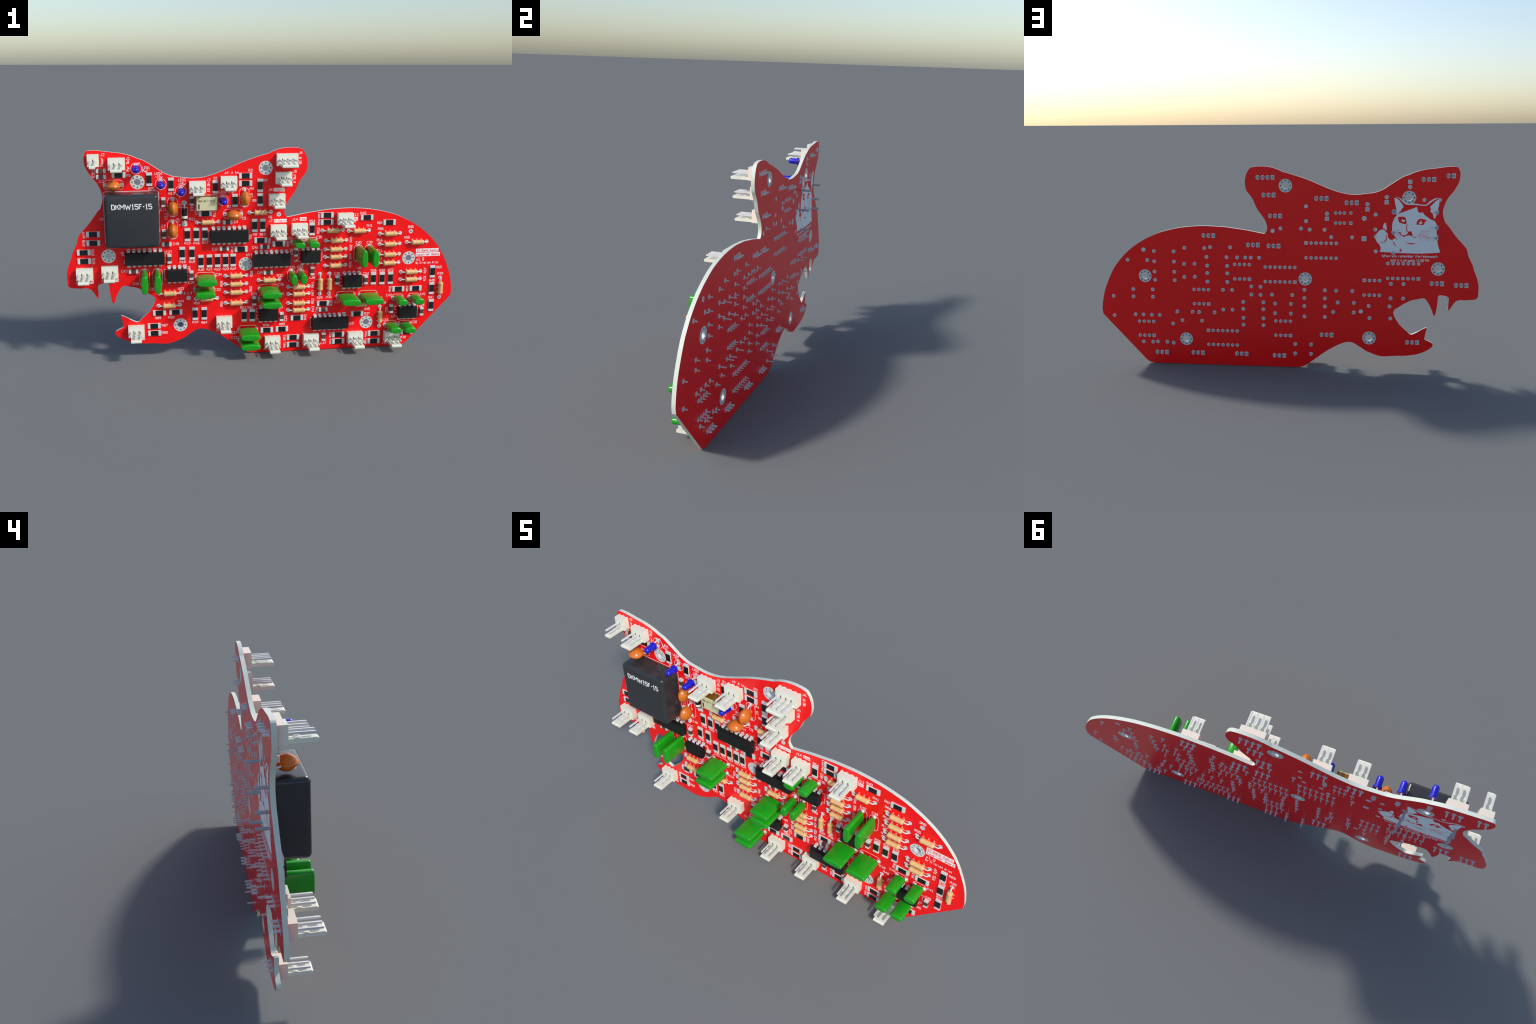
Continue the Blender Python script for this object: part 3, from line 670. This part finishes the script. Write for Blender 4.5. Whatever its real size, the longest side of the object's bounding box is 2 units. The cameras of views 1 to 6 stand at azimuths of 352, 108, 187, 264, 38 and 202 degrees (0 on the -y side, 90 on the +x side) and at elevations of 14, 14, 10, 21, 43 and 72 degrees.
# ------------------------------------------------------------------ signal relay
b = Builder()
b.box(-4.95, 4.95, 0.3, 4.75, -3.2, 3.2, 0.1)
relay = put("signal_relay", b.mesh("relay_base", [M_BROWN]), None, -29.62, 78.45)
b = Builder()
b.box(-4.98, 4.98, 4.7, 5.2, -3.23, 3.23, 0.12)
put("relay_cap", b.mesh("relay_cap", [M_CREAM]), relay)
b = Builder()
b.box(-4.2, -3.52, 5.15, 5.23, -2.5, -0.1)
put("polarity_mark", b.mesh("polarity_mark", [M_INK]), relay)
b = Builder()
b.box(-0.15, 0.15, -THICK - 1.4, 0.5, -0.25, 0.25)
R_PIN = b.mesh("relay_pin", [M_LEAD])
for z in (80.90, 75.80):
    for x in (-25.88, -28.05, -30.25, -33.46):
        put("relay_pin", R_PIN, relay, x + 29.62, z - 78.45)
        pad(x, z, "relay_first" if (x < -33 and z < 78) else "relay")

# ------------------------------------------------------------------ test points
for x, z in ((6.03, 71.47), (-39.02, 30.54), (73.80, 60.96)):
    pad(x, z, "test")

# ------------------------------------------------------------------ the board itself
MOUNT_HOLES = [(-62.05, 88.78), (-0.58, 94.44), (-10.58, 46.94), (-77.02, 53.18), (-43.35, 16.68), (73.33, 47.09), (52.13, 13.63)]
outline = []
for name in OUTLINE:
    seg = smooth_path(OUTLINE[name], 4)
    if outline and math.dist(outline[-1], seg[0]) < 0.6:
        seg = seg[1:]
    outline += seg
if math.dist(outline[0], outline[-1]) < 0.3:
    outline.pop()
loops = [outline] + [circle(x, z, 3.2, 28) for x, z in MOUNT_HOLES] + [circle(x, z, PAD_KINDS[k][3] + 0.02, 12) for x, z, k, t in PADS]
board_mesh = filled("board", loops, THICK, [M_MASK, M_EDGE])
for p in board_mesh.polygons:
    p.use_smooth = False
    p.material_index = 0 if abs(p.normal.y) > 0.9 else 1
board = put("board", board_mesh, None, 0, 0, 0, Y_MID)
assert len(board_mesh.polygons) > 1000

def child(name, mesh, x=0, h=0, z=0, turn=0, flip=False):
    """Piece printed or plated on the board, h mm above its front (or back, if flipped) face."""
    ob = bpy.data.objects.new(name, mesh)
    scene.collection.objects.link(ob)
    ob.parent = board
    rot = Matrix.Rotation(math.radians(-turn), 4, "Y")
    y = -THICK / 2 * MM - h * MM
    if flip:
        rot = Matrix.Rotation(math.pi, 4, "Z") @ rot
        y = -y
    ob.matrix_basis = Matrix.Translation((x * MM, y, z * MM)) @ rot
    return ob

pad_meshes = {k: pad_mesh(k) for k in PAD_KINDS}
for x, z, kind, turn in PADS:
    child("solder_pad", pad_meshes[kind], x, 0, z, turn)
ring_loops = [circle(0, 0, 3.35, 40), circle(0, 0, 1.62, 28)] + [circle(2.48 * math.cos(math.pi / 4 * k), 2.48 * math.sin(math.pi / 4 * k), 0.37, 12) for k in range(8)]
ring_mesh = filled("mounting_ring", ring_loops, THICK + 0.12, [M_TIN])
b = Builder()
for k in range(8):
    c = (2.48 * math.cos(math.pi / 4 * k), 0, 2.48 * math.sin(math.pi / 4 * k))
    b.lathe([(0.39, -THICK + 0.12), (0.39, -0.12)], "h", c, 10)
via_shade_mesh = b.mesh("via_shade_fill", [M_VIA_SHADE])  # added dark fill that makes the via holes look shaded; no real plug
border_mesh = filled("ring_border", [circle(0, 0, 3.43, 40), circle(0, 0, 3.3, 40)], THICK + 0.03, [M_GOLD])
for x, z in MOUNT_HOLES:
    child("mounting_ring", ring_mesh, x, -THICK / 2, z)
    child("via_shade_fill", via_shade_mesh, x, 0, z)
    child("ring_border", border_mesh, x, -THICK / 2, z)

# ------------------------------------------------------------------ printed lines
def outline_box(b, x0, x1, z0, z1, r=0.0, w=0.16):
    if r <= 0:
        b.ribbon([(x0, z0), (x1, z0), (x1, z1), (x0, z1)], w, closed=True)
        return
    pts = []
    for cx, cz, a0 in ((x1 - r, z1 - r, 0), (x0 + r, z1 - r, 90), (x0 + r, z0 + r, 180), (x1 - r, z0 + r, 270)):
        pts += [(cx + r * math.cos(math.radians(a0 + 15 * k)), cz + r * math.sin(math.radians(a0 + 15 * k))) for k in range(7)]
    b.ribbon(pts, w, closed=True)

def printed(name, b, x, z, turn=0):
    child("printed_symbol", b.mesh(name, [M_SILK]), x, 0, z, turn)

b = Builder()
zig = [(-4.2, 0), (-2.95, 0), (-2.35, 1.6), (-1.15, -1.6), (0, 1.6), (1.15, -1.6), (2.35, 1.6), (2.95, 0), (4.2, 0)]
b.ribbon(zig, 0.15)
ZIG = b.mesh("resistor_symbol", [M_SILK])
for tag, x, z, turn in AXIAL:
    child("printed_symbol", ZIG, x, 0, z, turn)
CAP_SYMBOL = {}
for pitch, wide in ((8.2, 4.6), (7.5, 4.7), (6.9, 4.4), (5.1, 3.8), (4.3, 3.6)):
    b = Builder()
    L = pitch / 2 + 1.05
    outline_box(b, -L, L, -wide / 2, wide / 2, wide / 2 - 0.1)
    b.ribbon([(-pitch / 2 + 1.1, 0), (-0.3, 0)], 0.15)
    b.ribbon([(0.3, 0), (pitch / 2 - 1.1, 0)], 0.15)
    b.ribbon([(-0.3, -0.8), (-0.3, 0.8)], 0.18)
    b.ribbon([(0.3, -0.8), (0.3, 0.8)], 0.18)
    CAP_SYMBOL[pitch] = b.mesh("capacitor_symbol", [M_SILK])
for tag, x, z, turn, pitch in FILM:
    child("printed_symbol", CAP_SYMBOL[pitch], x, 0, z, turn)
for tag, x, z, turn in DISC:
    child("printed_symbol", CAP_SYMBOL[7.5], x, 0, z, turn)
b = Builder()
b.ribbon(circle(0, 0, 2.6, 36), 0.16, closed=True)
RINGMARK = b.mesh("lamp_symbol", [M_SILK])
for tag, x, z, top in LAMPS:
    child("printed_symbol", RINGMARK, x, 0, z)
b = Builder()
outline_box(b, -13.0, 13.0, -12.95, 12.95, 1.2, 0.2)
printed("brick_symbol", b, -65.18, 71.60)
b = Builder()
outline_box(b, -5.25, 5.25, -3.5, 3.5)
printed("relay_symbol", b, -29.62, 78.45)
b = Builder()
outline_box(b, -1.5, 1.5, -2.95, 2.95)
printed("diode_symbol", b, -40.14, 73.17)
CHIP_SYMBOL = {}
for n in (4, 7):
    b = Builder()
    hx = (n - 1) * 1.27 + 2.25
    b.ribbon([(-hx, -0.95), (-hx, -2.7), (hx, -2.7), (hx, 2.7), (-hx, 2.7), (-hx, 0.95), (-hx + 0.7, 0.95), (-hx + 0.95, 0.5)], 0.15)
    b.ribbon([(-hx, -0.95), (-hx + 0.7, -0.95), (-hx + 0.95, -0.5)], 0.15)
    CHIP_SYMBOL[n] = b.mesh("chip_symbol", [M_SILK])
for tag, n, x, z, right in CHIPS:
    child("printed_symbol", CHIP_SYMBOL[n], x + (n - 1) * 1.27, 0, z - 3.81, 180 if right else 0)

# ------------------------------------------------------------------ writing
# Single-line lettering: strokes on an 8 x 12 grid, each point two characters (x, then y with a b c = 10 11 12).
STROKES = {
    "0": "2060828a6c2c0a0220", "1": "1080|404c19", "2": "0a2c6c8a870080", "3": "0c8c5777848260 2002", "4": "707c0484", "5": "8c0c0767858260 2002",
    "6": "7b5c3c08040220608284662604", "7": "0c8c30", "8": "276784826020020427090a2c6c8a8967", "9": "11305084888a6c2c0a08266688",
    "A": "004c80|1474", "B": "000c5c7a795700|5784825000", "C": "8a6c2c0a02206082", "D": "000c4c7a82 4000", "E": "8000 0c8c|0767", "F": "000c8c|0767",
    "G": "8a6c2c0a02206082 8656", "I": "2060|404c|2c6c", "J": "0220406276 7c", "K": "000c|8c05|3880", "L": "0c0080", "M": "000c458c80", "N": "000c808c",
    "O": "2060828a6c2c0a0220", "P": "000c6c8a886606", "Q": "2060828a6c2c0a0220|5391", "R": "000c6c8a876606|4680", "S": "8a6c2c0a08266684 826020 02",
    "U": "0c022060828c", "V": "0c408c", "W": "0c20496 08c".replace(" ", ""), "a": "1868 8680|852503012060 82", "d": "8c8020 02 062868 86",
    "e": "0484862868 6828 06 0220 70", "b": "0c00 6082866808", "h": "000c|05286886 80", "m": "0008|0628384640|46688680", "i": "4048|4b4c", "k": "000c|7803|3580", "l": "4c4260", "n": "0008|05286886 80", "o": "2060828668 280602 20",
    "r": "0008|05286878", "s": "7828 06 24 64 82 60 00", "t": "3b3250 60|0868", "u": "08022060 83|8880", "w": "0820466088", "y": "0841|883n",
    "v": "084088", "z": "08880080", "Y": "0c468c|4640", "q": "886828060220608 2|8880".replace(" ", ""), "+": "4149|0585", "-": "0686", ".": "4041", ":": "4142|4748", "'": "4a4c",
}
LETTER_WIDTH = {"M": 1.35, "W": 1.75, "-": 0.5, "1": 0.7, "F": 0.85, "m": 1.4, "w": 1.4, "i": 0.45, "l": 0.5, "t": 0.8, "r": 0.7, "s": 0.85, "'": 0.3, ":": 0.4, " ": 0.45}
def strokes_of(ch):
    for part in STROKES.get(ch, "").split("|"):
        part = part.replace(" ", "")
        pts = [tuple(-3 if c == "n" else int(c, 16) for c in part[i:i + 2]) for i in range(0, len(part) - 1, 2)]
        pts = [p for i, p in enumerate(pts) if i == 0 or p != pts[i - 1]]
        if len(pts) > 1:
            yield pts

def text_mesh(body, height, width=None, mat=M_SILK, pen=0.17, depth=0.035, mono=True):
    """Stroke lettering in board millimetres, centred; height is that of a capital, width the total width."""
    gap, x = 3.0, 0.0
    s = height / 12
    wide = lambda c: 8.0 * LETTER_WIDTH.get(c, 1.0) if not mono else 8.0
    total = sum(wide(c) + gap for c in body) - gap
    sx = (width - pen) / total if width else s
    b = Builder()
    for ch in body:
        for pts in strokes_of(ch):
            b.ribbon([((x + px * wide(ch) / 8 - total / 2) * sx, (pz - 6) * s) for px, pz in pts], pen, depth)
        x += wide(ch) + gap
    return b.mesh("lettering", [mat])

for body, x, z, turn in LABELS:
    n = len(body)
    w = 0.97 * n if n < 4 else 0.88 * n
    pen = 0.20 if body in ("GND", "v1.0", "Pwr", "A In", "VU M", "+15v", "-15v", "A.t.F", "Power", "Pwr Sw", "EQ On", "A Out") else 0.155
    h = 1.5 if body == "v1.0" else 1.16
    if body == "v1.0":
        w = 4.1
    child("printed_label", text_mesh(body, h, w, M_SILK, pen), x, 0.005, z, turn)
child("printed_label", text_mesh("By Cristian Ariel", 1.15, 12.2, M_SILK, 0.15), 83.37, 0.005, 44.30)

# inverted labels: white plate with the letters left in mask colour
PLATES = [("I-Gain", 6.06, 83.74, 5.5, 1.75), ("O-Gain", 6.79, 68.28, 6.35, 1.75), ("16k", 18.18, 68.85, 3.4, 1.78), ("8k", 44.80, 68.15, 2.6, 1.75),
          ("10 Band Audio", 83.08, 50.83, 12.0, 1.80), ("Equalizer Board", 83.50, 48.64, 12.95, 1.95), ("125", -86.4, 40.50, 3.4, 1.6),
          ("31.5", -74.7, 41.0, 3.9, 1.6), ("63", -62.5, 10.4, 2.6, 1.65)]
for body, x, z, w, h in PLATES:
    b = Builder()
    b.box(-w / 2, w / 2, -0.01, 0.03, -h / 2, h / 2)
    plate = child("printed_plate", b.mesh("printed_plate", [M_SILK]), x, 0, z)
    child("plate_lettering", text_mesh(body, h * 0.62, w * 0.92, M_MASK, 0.17), x, 0.03, z)

# lettering on the parts
brick_text = put("case_lettering", text_mesh("DKMW15F-15", 2.2, 18.8, M_SILK, 0.41, 0.04, False), brick, 0.35, 7.2)
brick_text.location.y = -10.19 * MM
relay_text = put("cap_lettering", text_mesh("G6K-2P-Y DC12", 0.9, 8.0, M_INK, 0.15, 0.03), relay, -0.1, 1.35)
relay_text.location.y = -5.19 * MM

# ------------------------------------------------------------------ printed cat picture and caption on the back
def back_shape(name, loops, mat, h):
    loops = [smooth_path(l, 3, True) if len(l) > 4 else l for l in loops]
    mirrored = [[(-x, z) for x, z in l] for l in loops]
    me = filled(name, mirrored, 0.03, [mat])
    child(name, me, 0, h, 0, 0, True)

for name in PICTURE_WHITE:
    back_shape("printed_picture", [PICTURE_WHITE[name]], M_SILK, 0.065)
for name in PICTURE_RED:
    back_shape("picture_line", [PICTURE_RED[name]], M_MASK, 0.09)
for x, z, a, c in ((-59.4, 77.3, 0.9, 0.6), (-67.9, 76.3, 0.9, 0.5), (-68.2, 77.3, 0.35, 0.3)):
    back_shape("picture_shine", [[(x + a * math.cos(t * 0.628), z + c * math.sin(t * 0.628)) for t in range(10)]], M_SILK, 0.115)
b = Builder()
for (x0, z0), (x1, z1) in WHISKERS:
    mx, mz = (x0 + x1) / 2, (z0 + z1) / 2 + 0.15
    b.ribbon([(-x0, z0), (-mx, mz), (-x1, z1)], 0.15, 0.105)
child("picture_line", b.mesh("picture_line", [M_MASK]), 0, 0, 0, 0, True)
child("printed_caption", text_mesh("When you remember the homework", 1.25, 27.6, M_SILK, 0.21, mono=False), -62.9, 0.005, 59.5, 0, True)
child("printed_caption", text_mesh("and it's already 11:58 PM", 1.25, 19.1, M_SILK, 0.21, mono=False), -63.0, 0.005, 57.35, 0, True)
